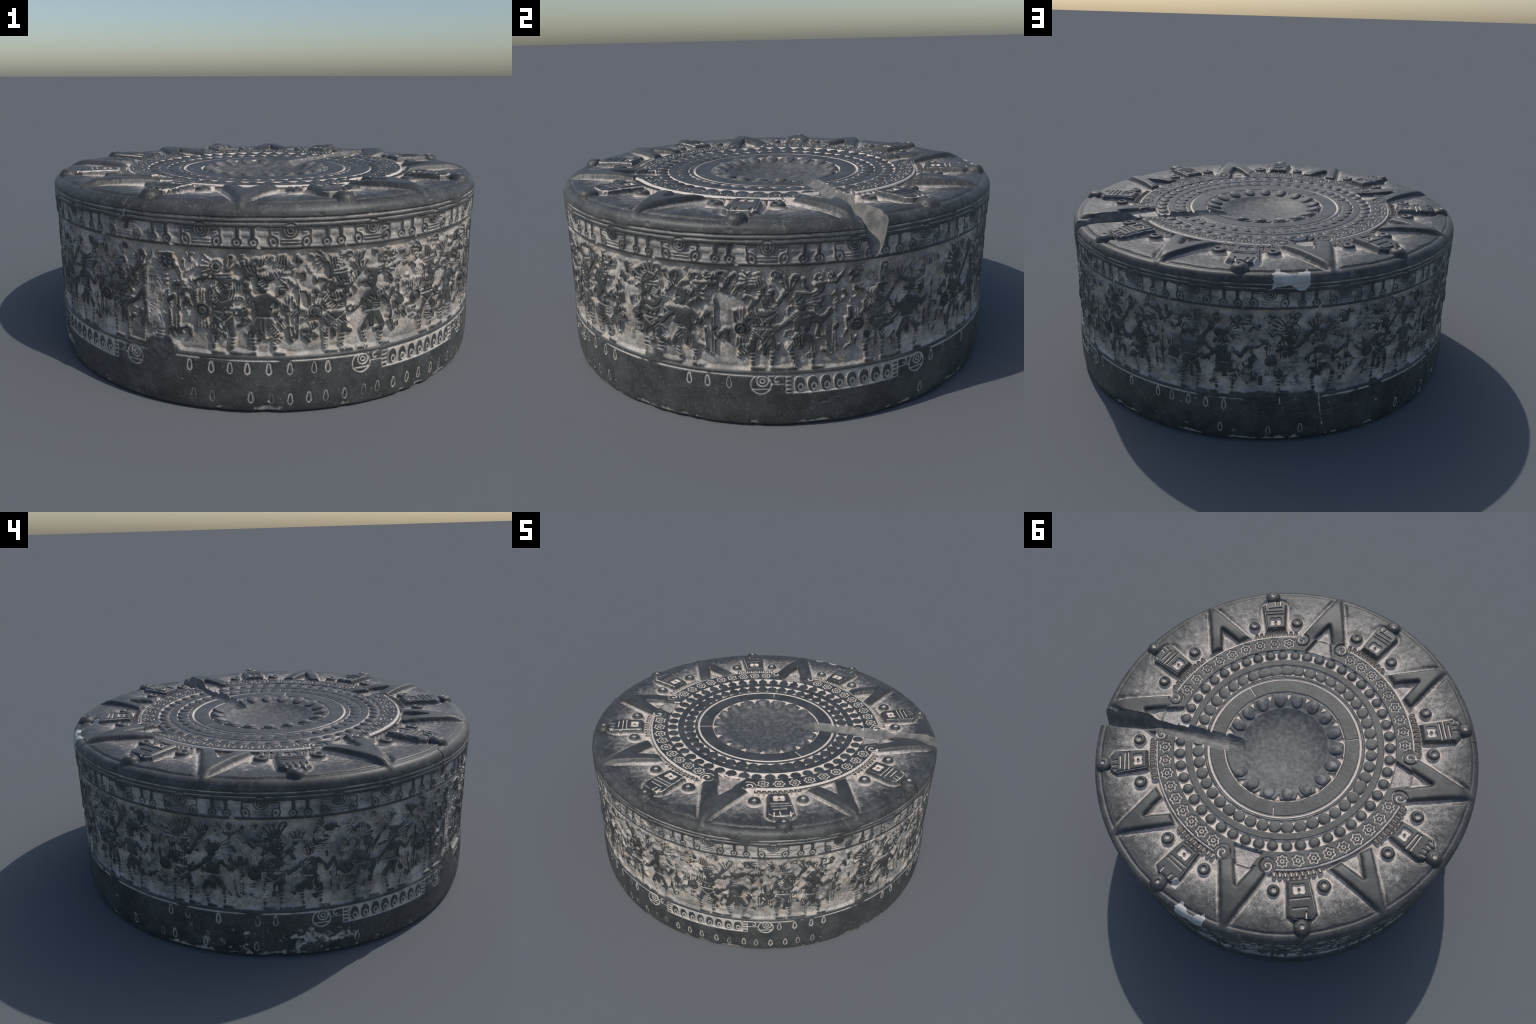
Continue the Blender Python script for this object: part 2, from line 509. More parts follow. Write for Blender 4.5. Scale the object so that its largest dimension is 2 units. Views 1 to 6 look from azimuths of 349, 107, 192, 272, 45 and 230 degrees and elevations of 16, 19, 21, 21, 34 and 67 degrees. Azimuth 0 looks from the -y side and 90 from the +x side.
def glyph(w, cx, cy, rng):
    """A small name sign beside the captive's head."""
    lab = part("name_glyph", "frieze")
    kind = rng.integers(0, 6)
    x, y = w.x, w.y
    if kind == 0:
        w.raise_(circle(x, y, cx, cy, .028), .001, edge=.007, dome=.004, label=lab)
        w.cut(np.abs(circle(x, y, cx, cy, .017)) - .0026, .010, edge=.005)
        w.cut(np.abs(circle(x, y, cx, cy, .008)) - .0020, .009, edge=.005)
    elif kind == 1:
        bowl = np.maximum(circle(x, y, cx, cy + .008, .036), -circle(x, y, cx, cy + .022, .030))
        w.raise_(bowl, .001, edge=.007, dome=.004, dome_width=.008, label=lab)
        w.raise_(circle(x, y, cx, cy + .020, .012), .0015, edge=.007, label=lab)
        w.raise_(limb(x, y, cx - .05, cy + .026, cx - .02, cy + .004, .006), .0015, label=lab)
    elif kind == 2:
        w.raise_(box(x, y, cx, cy, .036, .024, .05, .005), .001, edge=.007, label=lab)
        for i in range(3):
            for k in range(2):
                w.cut(circle(x, y, cx - .022 + .022 * i, cy - .009 + .018 * k, .0048), .010, edge=.005)
    elif kind == 3:
        w.raise_(union(ellipse(x, y, cx, cy, .034, .020, .2), limb(x, y, cx + .02, cy, cx + .05, cy - .012, .008, .005)), .001,
                 edge=.008, dome=.0035, label=lab)
        w.cut(circle(x, y, cx + .004, cy + .004, .005), .010, edge=.005)
        feathers(w, cx - .02, cy + .008, 110, 190, .035, 4, lab)
    elif kind == 4:
        hook(w, cx - .018, cy, .018, 1, lab)
        hook(w, cx + .020, cy + .004, .016, -1, lab)
        w.raise_(limb(x, y, cx - .03, cy - .022, cx + .03, cy - .020, .006), .001, label=lab)
    else:
        w.raise_(polygon(x, y, [(cx - .034, cy - .022), (cx + .034, cy - .018), (cx + .012, cy + .030), (cx - .020, cy + .026)]), .001,
                 edge=.007, dome=.003, label=lab)
        for i in range(4):
            w.cut(limb(x, y, cx - .022 + .013 * i, cy - .014, cx - .012 + .009 * i, cy + .020, .0020), .008, edge=.0045)


def face(w, cx, cy, look, lab):
    x, y = w.x, w.y
    w.cut(ellipse(x, y, cx + look * .008, cy + .006, .0055, .0032), .008, edge=.004)
    w.cut(limb(x, y, cx + look * .010, cy - .010, cx + look * .024, cy - .009, .0022), .008, edge=.004)
    w.cut(limb(x, y, cx + look * .016, cy + .000, cx + look * .026, cy - .002, .0016), .007, edge=.004)


def leg(w, hip, knee, ankle, toe, label, t=.002):
    x, y = w.x, w.y
    w.raise_(union(limb(x, y, *hip, *knee, .0190, .0160), limb(x, y, *knee, *ankle, .0150, .0105),
                   limb(x, y, ankle[0], .243, ankle[0] + toe, .241, .0110, .0080)), t, edge=.009, dome=.004, dome_width=.013, label=label)
    for q in (.25, .5, .75):
        kx, ky = knee[0] + (ankle[0] - knee[0]) * q, knee[1] + (ankle[1] - knee[1]) * q
        w.cut(limb(x, y, kx - .016, ky, kx + .016, ky + .001, .0018), .006, edge=.004)


def scene(angle, rng):
    w = wall(angle, -.12, .42, Z_BASE - .004, Z_BAND_LOW)
    w.grow, w.late = .0002, True
    x, y = w.x, w.y

    def j(s=.004):
        return float(rng.normal(0, s))

    # ---------------- captor
    man = part("warrior", "frieze")
    hx, hz = .092 + j(), .503 + j(.003)
    w.raise_(polygon(x, y, [(.036 + j(), .400), (.112 + j(), .400), (.120 + j(), .452), (.100, .474), (.062, .474), (.030, .455)]), .0005,
             edge=.010, dome=.004, dome_width=.02, label=man, wobble=.0035)
    leg(w, (.056 + j(), .385), (.036 + j(), .325 + j()), (.040 + j(), .262), .040, man)
    leg(w, (.098 + j(), .385), (.112 + j(), .325 + j()), (.108 + j(), .262), .042, man)
    w.raise_(ellipse(x, y, hx, hz, .028, .033), .001, edge=.009, dome=.004, label=man, wobble=.0035)
    hand = (.165 + j(), .540 + j())
    w.raise_(limb(x, y, .112 + j(.002), .470, *hand, .0130, .0105), .001, edge=.008, dome=.0035, dome_width=.009, label=man)
    w.raise_(limb(x, y, .040, .462, .012 + j(), .425, .0140, .0120), .0005, edge=.008, dome=.0035, label=man)
    w.raise_(circle(x, y, *hand, .013), .001, edge=.007, label=man)
    face(w, hx, hz, 1, man)
    # collar of beads, belt and skirt
    skirt = part("skirt", "frieze", man)
    w.raise_(polygon(x, y, [(.040, .402), (.112, .402), (.118 + j(), .372), (.080 + j(), .352), (.042 + j(), .372)]), .001, edge=.007,
             dome=.003, label=skirt)
    w.cut(path(x, y, [(.038, .404), (.115, .404)], .0024), .009, edge=.005)
    w.cut(path(x, y, [(.044, .392), (.080, .362), (.114, .392)], .0022), .008, edge=.005)
    for i in range(4):
        w.cut(circle(x, y, .048 + .020 * i, .421, .0044), .009, edge=.005)
    w.cut(path(x, y, [(.050, .450), (.078, .440), (.108, .452)], .0020), .008, edge=.0045)
    w.raise_(box(x, y, .078 + j(), .325, .0085, .030, j(.06)), .0015, edge=.006, label=skirt)
    # headdress
    hat = part("headdress", "frieze", man)
    kind = rng.integers(0, 4)
    w.raise_(box(x, y, hx - .006, hz + .034, .032, .012, .1 + j(.05), .004), .001, edge=.007, dome=.003, label=hat)
    w.cut(limb(x, y, hx - .036, hz + .033, hx + .024, hz + .036, .0020), .007, edge=.0045)
    if kind == 0:
        w.raise_(polygon(x, y, [(hx - .055, hz + .048), (hx - .012, hz + .045), (hx + .022, hz + .058), (hx - .020, hz + .098), (hx - .052, hz + .100)]),
                 .002, edge=.007, dome=.003, label=hat)
        for i in range(5):
            w.cut(limb(x, y, hx - .046 + .013 * i, hz + .052, hx - .048 + .009 * i, hz + .092, .0018), .007, edge=.0042)
        feathers(w, hx - .060, hz + .085, 130, 235, .040, 5, hat)
    elif kind == 1:
        feathers(w, hx - .008, hz + .036, 60, 175, .078, 8, hat, width=.0066, r0=.016)
        w.raise_(np.abs(circle(x, y, hx - .008, hz + .036, .040)) - .004, .0005, edge=.006, label=hat)
    elif kind == 2:
        w.raise_(circle(x, y, hx - .030, hz + .072, .026), .0005, edge=.007, dome=.004, label=hat)
        w.cut(np.abs(circle(x, y, hx - .030, hz + .072, .015)) - .0024, .009, edge=.005)
        feathers(w, hx - .030, hz + .070, 140, 250, .060, 6, hat, r0=.030)
        feathers(w, hx + .000, hz + .045, 40, 80, .058, 3, hat)
    else:
        for i in range(7):
            a = RAD(75 + 16 * i)
            c = (hx - .018 + .030 * math.cos(a), hz + .048 + .026 * math.sin(a))
            w.raise_(path(x, y, [c, (c[0] - .024 + .010 * i * .3, c[1] + .026 - .003 * i), (c[0] - .050, c[1] + .020 - .010 * i)], .0048), .001,
                     edge=.0055, dome=.002, label=hat)
    smoke = part("smoke_scroll", "frieze", man)
    hook(w, hx + .026 + j(), .606 + j(.003), .017, 1, smoke)
    # back ornament and hair
    w.raise_(path(x, y, [(-.010 + j(), .532), (.004, .512), (.018 + j(), .528), (.036, .522), (.048, .508)], .0062), .001, edge=.007, dome=.003, label=hat)
    for i in range(3):
        w.raise_(path(x, y, [(.066 - .012 * i, .520 - .006 * i), (.050 - .013 * i, .492 - .008 * i), (.056 - .014 * i, .470 - .008 * i)], .0056), .001, edge=.006,
                 dome=.003, label=hat)
    # shield, darts and banner
    sh = part("shield", "frieze", man)
    sz = .399 + j(.002)
    w.raise_(box(x, y, -.024 + j(.002), sz + .048, .0095, .025, .08), .001, edge=.006, label=sh)
    for xx in (-.006, .004):
        w.raise_(limb(x, y, xx, sz + .02, xx + .001, sz + .075, .0030), .0015, edge=.0045, label=sh)
    w.raise_(circle(x, y, 0, sz, .0295 + j(.0008)), -.003, edge=.007, dome=.004, dome_width=.010, label=sh)
    w.cut(np.abs(circle(x, y, 0, sz, .0185)) - .0024, .010, edge=.0045)
    low = rng.integers(0, 3)
    if low == 0:
        w.raise_(path(x, y, [(-.022, sz - .040), (-.020, sz - .066), (-.006, sz - .070), (.002, sz - .050)], .0060), .0015, edge=.006, label=sh)
    elif low == 1:
        for i in range(4):
            w.raise_(limb(x, y, -.018 + .011 * i, sz - .036, -.022 + .013 * i, sz - .070, .0042), .0015, edge=.005, label=sh)
    else:
        w.raise_(ellipse(x, y, -.006, sz - .050, .020, .014), .0015, edge=.007, dome=.003, label=sh)
        for i in range(3):
            w.cut(circle(x, y, -.016 + .010 * i, sz - .050, .0035), .008, edge=.004)

    # ---------------- captive
    cap = part("captive", "frieze")
    cx, cz = .212 + j(), .500 + j(.004)
    w.raise_(polygon(x, y, [(cx - .028, .385), (cx + .036, .380), (cx + .050 + j(), .455), (cx + .020, .474), (cx - .020, .470), (cx - .032, .440)]), .0005,
             edge=.010, dome=.004, dome_width=.02, label=cap, wobble=.0035)
    leg(w, (cx - .008, .370), (cx - .034 + j(), .318 + j()), (cx - .020 + j(), .262), -.034 if rng.random() < .6 else .034, cap)
    leg(w, (cx + .024, .370), (cx + .052 + j(), .320 + j()), (cx + .046 + j(), .262), .036, cap)
    w.raise_(ellipse(x, y, cx, cz, .027, .032), .001, edge=.009, dome=.004, label=cap, wobble=.0035)
    face(w, cx, cz, -1, cap)
    w.raise_(path(x, y, [(cx - .022, .452), (cx - .052 + j(), .418 + j()), (cx - .084 + j(), .398 + j())], .0120), .0005, edge=.008, dome=.0035, label=cap)
    w.raise_(np.abs(circle(x, y, cx - .088, .402, .012)) - .0052, .001, edge=.006, label=cap)
    elbow = (cx + .076 + j(), .418 + j())
    w.raise_(path(x, y, [(cx + .038, .456), elbow, (cx + .104 + j(), .452 + j())], .0122), .0005, edge=.008, dome=.0035, label=cap)
    cloth = part("loincloth", "frieze", cap)
    w.raise_(box(x, y, cx + .006 + j(), .352, .0125, .036, j(.05), .004), .000, edge=.006, label=cloth)
    w.cut(limb(x, y, cx - .026, .386, cx + .036, .383, .0024), .009, edge=.005)
    w.cut(limb(x, y, cx + .000, .376, cx + .001, .330, .0016), .006, edge=.004)
    crest = part("headdress", "frieze", cap)
    hair = rng.integers(0, 3)
    w.raise_(box(x, y, cx + .004, cz + .032, .028, .010, -.15, .004), .001, edge=.007, label=crest)
    feathers(w, hand[0] + .012, hand[1] - .004, 62, 125, .056, 4, crest, width=.0062)
    if hair == 0:
        for i in range(5):
            w.raise_(path(x, y, [(cx + .020, cz + .024 - .009 * i), (cx + .052, cz + .038 - .013 * i), (cx + .084, cz + .060 - .020 * i)], .0052), .001,
                     edge=.0055, dome=.002, label=crest)
    elif hair == 1:
        feathers(w, cx + .012, cz + .026, -25, 75, .066, 7, crest, r0=.018)
    else:
        w.raise_(ellipse(x, y, cx + .034, cz + .030, .034, .018, .5), .001, edge=.008, dome=.0035, label=crest)
        feathers(w, cx + .050, cz + .030, -40, 40, .050, 4, crest, r0=.014)
    spear = part("spear", "frieze", cap)
    sx = cx + .128 + j(.003)
    w.raise_(limb(x, y, sx, .300, sx + j(), .492, .0050), .001, edge=.0055, label=spear)
    w.raise_(limb(x, y, sx - .013, .305, sx - .010, .440, .0038), .0015, edge=.005, label=spear)
    w.raise_(polygon(x, y, [(sx - .012, .482), (sx + .012, .482), (sx + .001, .520)]), .001, edge=.006, label=spear)
    w.raise_(circle(x, y, sx, .400, .014), .0005, edge=.006, label=spear)
    bag = [(sx - .036, .392), (sx - .034, .345), (sx - .026, .300), (sx - .018, .290)]
    w.raise_(path(x, y, bag, .0085), .0015, edge=.007, dome=.004, label=spear)
    glyph(w, .300 + j(.006), .590 + j(.003), rng)
    if rng.random() < .6:
        hook(w, cx - .020, .596 + j(.004), .014, -1, crest)
    if rng.random() < .5:
        w.raise_(limb(x, y, cx + .050, .560, cx + .085, .548, .0055), .0015, label=crest)


def clutter(angle, rng):
    """Tassels, knots and plume ends that crowd the gaps between the figures."""
    w = wall(angle, -.12, .42, Z_BASE + .02, Z_BAND_LOW - .02)
    w.late = True
    lab = part("ornament", "frieze")
    for _ in range(115):
        px, pz = rng.uniform(-.09, .335), rng.uniform(.285, .612)
        i, k = np.argmin(np.abs(w.y[:, 0] - pz)), np.argmin(np.abs(w.x[0] - px))
        d = w.get(DEPTH)
        if d[max(i - 2, 0):i + 3, max(k - 2, 0):k + 3].min() < .011 and rng.random() < .6:
            continue
        a, l = rng.choice([1.57, 2.2, .9, rng.uniform(0, math.pi)]) + rng.normal(0, .25), rng.uniform(.014, .040)
        b = a + rng.normal(0, .8)
        pts = [(px, pz), (px + l * .6 * math.cos(a), pz + l * .6 * math.sin(a)),
               (px + l * .6 * math.cos(a) + l * .5 * math.cos(b), pz + l * .6 * math.sin(a) + l * .5 * math.sin(b))]
        w.raise_(path(w.x, w.y, pts, rng.uniform(.0040, .0110)), rng.uniform(.000, .003), edge=.007, dome=.002, dome_width=.007, label=lab, wobble=.0025)
        if rng.random() < .35:
            w.raise_(circle(w.x, w.y, *pts[-1], rng.uniform(.007, .013)), .003, edge=.007, dome=.003, label=lab, wobble=.002)
        if rng.random() < .5:
            w.cut(limb(w.x, w.y, *pts[0], *pts[1], .0014), .007, edge=.004)


def chisel(angle, rng):
    """Incised detail across the figures: pleats, plume ribs, wrappings."""
    w = wall(angle, -.12, .42, Z_BASE + .01, Z_BAND_LOW - .01)
    d = w.get(DEPTH)
    on_figure = smooth(.012, .007, d) * smooth(.030, .036, np.hypot(w.x, w.y - .399)) * smooth(.030, .036, np.hypot(w.x - .42, w.y - .399))
    cuts = w.get(INCISED)
    for _ in range(78):
        px, pz = rng.uniform(-.11, .35), rng.uniform(.25, .622)
        a = rng.choice([0, math.pi / 2, math.pi / 2, .8, 2.3]) + rng.normal(0, .2)
        l, wid, gap = rng.uniform(.006, .015), rng.uniform(.0016, .0028), rng.uniform(.0085, .012)
        for k in range(rng.integers(1, 5)):
            ox, oz = px - k * gap * math.sin(a), pz + k * gap * math.cos(a)
            line = limb(w.x, w.y, ox - l * math.cos(a), oz - l * math.sin(a), ox + l * math.cos(a), oz + l * math.sin(a), wid)
            cuts = np.maximum(cuts, .0080 * smooth(.0022, -.0018, line + .0006 * w.wobble) * on_figure)
    w.put(INCISED, cuts)


for a in SHIELD_ANGLE:
    scene(a, RNG)
for a in SHIELD_ANGLE:
    clutter(a, RNG)
    chisel(a, RNG)


# ------------------------------------------------------------------ base band: tear drops, jaws, rings
def drop(angle, z, half, up, rng):
    w = wall(angle, -.03, .03, z - .045, z + .045)
    lab = part("tear_drop", "base")
    x, y = w.x, (w.y - z) * up
    tip = np.maximum(half * 2.3 - (y + half * .3), 0)
    t = np.clip((y + half) / (2.6 * half), 0, 1)
    width = .0112 * np.sqrt(np.clip(1 - t, 0, 1)) * np.sqrt(np.clip((y + half * 1.1) / (.8 * half), 0, 1))
    edge = np.maximum(np.abs(x) - width, np.abs(y - half * .15) - half * 1.2)
    strength = rng.uniform(.25, 1.1) if 236 < angle < 335 else rng.uniform(.12, .8)
    w.put(LABEL, np.where(edge < .003, lab, w.get(LABEL)))
    w.cut(np.abs(edge) - .0026, .0065 * strength, edge=.0042, wobble=.0012)
    if rng.random() < .5:
        w.cut(limb(x, y, -.006, -half * .35, .006, -half * .35, .0012), .004 * strength, edge=.0036)


def jaw(angle, half, strength):
    w = wall(angle, -half - .16, half + .16, .10, .225)
    lab = part("jaw_panel", "base")
    x, y = w.x, w.y
    s = strength
    frame = box(x, y, 0, .181, half, .034)
    w.cut(np.maximum(np.abs(frame) - .003, -1), .006 * s, edge=.0045)
    w.put(LABEL, np.where(frame < 0, lab, w.get(LABEL)))
    n = 8
    for i in range(n):
        cx = -half + (i + .5) * 2 * half / n
        tooth = part("flint_tooth", "base", lab)
        sdf = ellipse(x, y, cx, .180, half / n * .80, .033)
        w.put(LABEL, np.where(sdf < 0, tooth, w.get(LABEL)))
        w.cut(np.maximum(-sdf, box(x, y, cx, .181, half / n, .032)), .0065 * s, edge=.005)
        w.cut(np.abs(ellipse(x, y, cx + .003, .170, half / n * .36, .013)) - .0020, .006 * s, edge=.0042)
    for sgn in (-1, 1):
        for i in range(4):
            zz = .205 - .0165 * i
            w.cut(np.abs(box(x, y, sgn * (half + .014), zz, .012, .0080, 0, .003)) - .0018, .006 * s, edge=.0042)
        cx = sgn * (half + .118)
        ring = part("ring_sign", "base")
        w.put(LABEL, np.where(circle(x, y, cx, .183, .042) < 0, ring, w.get(LABEL)))
        w.cut(np.abs(circle(x, y, cx, .182, .0375)) - .0024, .0065 * s, edge=.0045)
        w.cut(np.abs(circle(x, y, cx + .006, .196, .021)) - .0024, .0065 * s, edge=.0045)
        w.cut(np.abs(circle(x, y, cx + .006, .196, .009)) - .0022, .0060 * s, edge=.0045)
        w.cut(limb(x, y, cx - .034, .162, cx + .034, .164, .0020), .006 * s, edge=.0042)
        w.cut(path(x, y, spiral(sgn * (half + .058), .200, .013, .006, RAD(90), RAD(90) - sgn * 4.2), .0022), .006 * s, edge=.0042)
        w.cut(limb(x, y, sgn * (half + .026), .183, sgn * (half + .080), .184, .0018), .005 * s, edge=.0042)


# the line is interrupted where a jaw panel hangs
for a, s in zip(JAW_ANGLE, (.9, .13, .9, 1.05)):
    jaw(a, .196, s)
for k in range(86):
    a = k * 4.19
    clear = 240 < a < 330
    if RNG.random() < (.10 if clear else .70):
        continue
    drop(a + RNG.normal(0, .3), .064 + RNG.normal(0, .004), .018, 1, RNG)
for k in range(82):
    a = k * 4.39 + 1
    near = min(abs((a - j + 180) % 360 - 180) for j in JAW_ANGLE)
    if near < 22.5 or 150 < a < 200 and RNG.random() < .6 or 98 < a < 120 or 226 < a < 240 or 335 < a < 356:
        continue
    drop(a + RNG.normal(0, .3), .182, .018, 1, RNG)


# ------------------------------------------------------------------ damage: rubbed patches, cracks, chips
def rub(angle, z, a, b, level, amount, rot=0.0):
    """A patch worn or plastered flat: carving is pulled to one level."""
    w = wall(angle, -a * 1.6, a * 1.6, max(z - b * 1.6, .02), min(z + b * 1.6, .75))
    sdf = ellipse(w.x, w.y, 0, z, a, b, rot) + .012 * w.get(COARSE_NOISE) + .006 * w.wobble
    f = amount * smooth(.012, -.014, sdf)
    d = w.get(DEPTH)
    goal = level * smooth(Z_BASE - .01, Z_BASE + .03, w.y) + .003 * w.get(COARSE_NOISE) + .002 * w.wobble
    w.put(DEPTH, d * (1 - f) + goal * f)


rub(234.5, .45, .045, .16, .012, .75)
rub(235.5, .24, .075, .045, .002, .95)
rub(226, .69, .02, .05, .004, .8)
rub(232, .69, .05, .03, .004, .7)
rub(347, .27, .05, .06, .004, .85)
rub(341, .36, .03, .10, .010, .6)
rub(106, .235, .16, .025, .001, .9)
rub(112, .34, .05, .11, .009, .55)
rub(36, .575, .035, .055, .014, .8)
rub(337, .675, .05, .02, .003, .6)
for pts in ([(227.6, .795), (227.2, .72), (226.8, .65), (227.3, .60), (228.2, .50)], [(116.6, .43), (117.2, .30), (117.6, .2), (118.2, .127), (119.0, .05), (120.4, .01)],
            [(336, .76), (336.2, .735)], [(107.5, .25), (107.7, .20)]):
    w = wall(pts[0][0], -.09, .09, min(p[1] for p in pts) - .01, max(p[1] for p in pts) + .01)
    loc = [(RAD(p[0] - pts[0][0]) * .985, p[1]) for p in pts]
    w.cut(path(w.x, w.y, loc, .0016), .005, edge=.0042, wobble=.004)
for _ in range(60):                                   # small dents in the plain rim and base
    a = RNG.uniform(0, 360)
    z = RNG.choice([RNG.uniform(.03, .2), RNG.uniform(.755, .78)])
    w = wall(a, -.03, .03, z - .02, z + .02)
    s = RNG.uniform(.003, .008)
    w.cut(ellipse(w.x, w.y, 0, z, s * RNG.uniform(1, 2), s * .7), RNG.uniform(.001, .003), edge=.006)

def blur(a, n_rows, n_cols, times=2):
    """Box blur, periodic round the drum."""
    for _ in range(times):
        p = np.concatenate([a[:, -n_cols:], a, a[:, :n_cols]], 1)
        c = np.cumsum(np.concatenate([np.zeros((len(a), 1)), p], 1), 1)
        a = (c[:, 2 * n_cols + 1:] - c[:, :-2 * n_cols - 1]) / (2 * n_cols + 1)
        p = np.concatenate([np.repeat(a[:1], n_rows, 0), a, np.repeat(a[-1:], n_rows, 0)], 0)
        c = np.cumsum(np.concatenate([np.zeros((1, a.shape[1])), p], 0), 0)
        a = (c[2 * n_rows + 1:] - c[:-2 * n_rows - 1]) / (2 * n_rows + 1)
    return a


# open ground swells gently away from the carved motifs, where the mason could not reach as deep beside them
near = blur((DEPTH[:N_TOP + 15] < .010).astype(float) * (R_ALL[:N_TOP + 15] < .945), 7, 9)
swell = (.010 * smooth(.30, .02, near)) * field[:N_TOP + 15] * smooth(.010, .016, DEPTH[:N_TOP + 15])
DEPTH[:N_TOP + 15] -= swell
fr = slice(ROW_WALL, ROW_WALL + 220)
near = blur((DEPTH[fr] < .010).astype(float), 5, 5)
DEPTH[fr] -= .005 * smooth(.40, .02, near) * frz[fr] * smooth(.010, .014, DEPTH[fr])
DEPTH[fr] += frz[fr] * np.maximum(0, .0022 * np.roll(MID_NOISE, 431, 1)[fr] + .0010 * FINE_NOISE[fr]) * smooth(.014, .008, DEPTH[fr])
# weathering rounds every edge a little
soft = blur(DEPTH[fr], 1, 1, 1)
wide = blur(DEPTH[fr], 2, 2, 2)
DEPTH[fr] = np.where(wall_rows[fr][:, None] & (Z_ALL[fr] < Z_BAND_LOW) & (Z_ALL[fr] > Z_BASE), DEPTH[fr] * .50 + soft * .30 + wide * .20, DEPTH[fr] * .6 + soft * .4)
DEPTH += .85 * INCISED * smooth(.016, .009, DEPTH)

# ------------------------------------------------------------------ turn depth into points
cos_t, sin_t = np.cos(theta), np.sin(theta)
RR = ROW_R[:, None] + DIR_R[:, None] * DEPTH
ZZ = ROW_Z[:, None] + DIR_Z[:, None] * DEPTH
ZZ += (TILT * np.cos(turn * math.pi / 2) * ROW_R)[:, None] * np.cos(theta - TILT_DIR)
ZZ[ROW_WALL + 266:] = np.maximum(ZZ[ROW_WALL + 266:], 0)


def lean(z):
    return SHIFT * np.clip((.70 - z) / .55, 0, 1)


on_side = smooth(.5, .98, ROW_R)[:, None]      # the off-centre wall; the sun disc stays put
PX = RR * cos_t + (lean(ZZ) * math.cos(SHIFT_DIR) + OFF_X) * on_side
PY = RR * sin_t + (lean(ZZ) * math.sin(SHIFT_DIR) + OFF_Y) * on_side

for (ang, lab), eye in zip(KNOBS, KNOB_EYES):
    c = np.nonzero(np.abs((theta - RAD(ang) + math.pi) % TAU - math.pi) < .06)[0]
    sub = np.ix_(np.arange(N_TOP - 30, ROW_WALL), c)
    d = np.hypot(PX[sub] - .927 * math.cos(RAD(ang)), PY[sub] - .927 * math.sin(RAD(ang)))
    hump = .783 + TILT * .93 * math.cos(RAD(ang) - TILT_DIR) + .036 * np.clip(1 - (d / .043) ** 3, 0, 1) ** .6 - .007 * smooth(.013, .004, d) + .002 * MID_NOISE[sub]
    m = (d < .041) & (hump > ZZ[sub])
    ZZ[sub] = np.where(m, hump, ZZ[sub])
    LABEL[sub] = np.where(d < .042, lab, LABEL[sub])
    LABEL[sub] = np.where(d + .004 * MID_NOISE[sub] < .009, eye, LABEL[sub])

# basin: coarse bowl inside the toothed ring
NC = NT // COARSE
b_r = np.linspace(BASIN_EDGE, 0, 62)[1:-1]
ct = theta[::COARSE]
edge_z = ZZ[0]
edge_c = edge_z.reshape(NC, COARSE).mean(1)
BASIN_FLOOR = .732
bnoise = lattice_noise(NC, len(b_r), 40, 8, 71)
t = (b_r / BASIN_EDGE)[:, None]
bowl = BASIN_FLOOR + (edge_c[None] * t ** 2 + .762 * (1 - t ** 2) - BASIN_FLOOR) * t ** 2.7 + .0012 * bnoise * t
BX, BY, BZ = b_r[:, None] * np.cos(ct), b_r[:, None] * np.sin(ct), bowl

# spout channel: cut down to a sloping trough, open at the rim
C_PTS = np.array([(.145, .150), (.235, .222), (.414, .331), (.534, .400), (.640, .486), (.757, .567), (.82, .613)])
C_LEN = np.concatenate([[0], np.cumsum(np.hypot(*np.diff(C_PTS, axis=0).T))])
C_HALF = [.080, .076, .058, .049, .052, .057, .056]
C_FLOOR = [.750, .762, .754, .746, .738, .702, .585]


def trough(px, py):
    best, across, along = np.full(px.shape, 1e9), np.zeros(px.shape), np.zeros(px.shape)
    for i in range(len(C_PTS) - 1):
        (ax, ay), (bx, by) = C_PTS[i], C_PTS[i + 1]
        L = math.hypot(bx - ax, by - ay)
        ux, uy = (bx - ax) / L, (by - ay) / L
        s = (px - ax) * ux + (py - ay) * uy
        s2 = np.clip(s, 0 if i else -1, L if i < len(C_PTS) - 2 else 2)
        d = np.hypot(px - ax - s2 * ux, py - ay - s2 * uy)
        side = np.sign((px - ax) * -uy + (py - ay) * ux)
        m = d < best
        best, across, along = np.where(m, d, best), np.where(m, d * side, across), np.where(m, s2 + C_LEN[i], along)
    half = np.interp(along, C_LEN, C_HALF)
    floor = np.interp(along, C_LEN, C_FLOOR)
    q = across / half
    return floor + (.83 - floor) * np.clip(np.abs(q), 0, 3) ** 2.0 - .006 * (q < 0) * np.abs(q), along


sect = ((theta > RAD(10)) & (theta < RAD(75)))
cols = np.nonzero(sect)[0]
rows_c = np.arange(ROW_WALL + 70)
sub = np.ix_(rows_c, cols)
zf, al = trough(PX[sub], PY[sub])
zf = zf + .0012 * MID_NOISE[sub] + .001 * FINE_NOISE[sub]
hit = (ZZ[sub] > zf + .0005) & (al > 0) & (ZZ[sub] > .5)
ZZ[sub] = np.where(hit, zf, ZZ[sub])
LABEL[sub] = np.where(hit, np.where(R_ALL[sub] < .285, L_BASIN, L_CHANNEL), LABEL[sub])
zb, ab = trough(BX, BY)
BZ = np.where((ab > 0.0), np.minimum(BZ, zb), BZ)

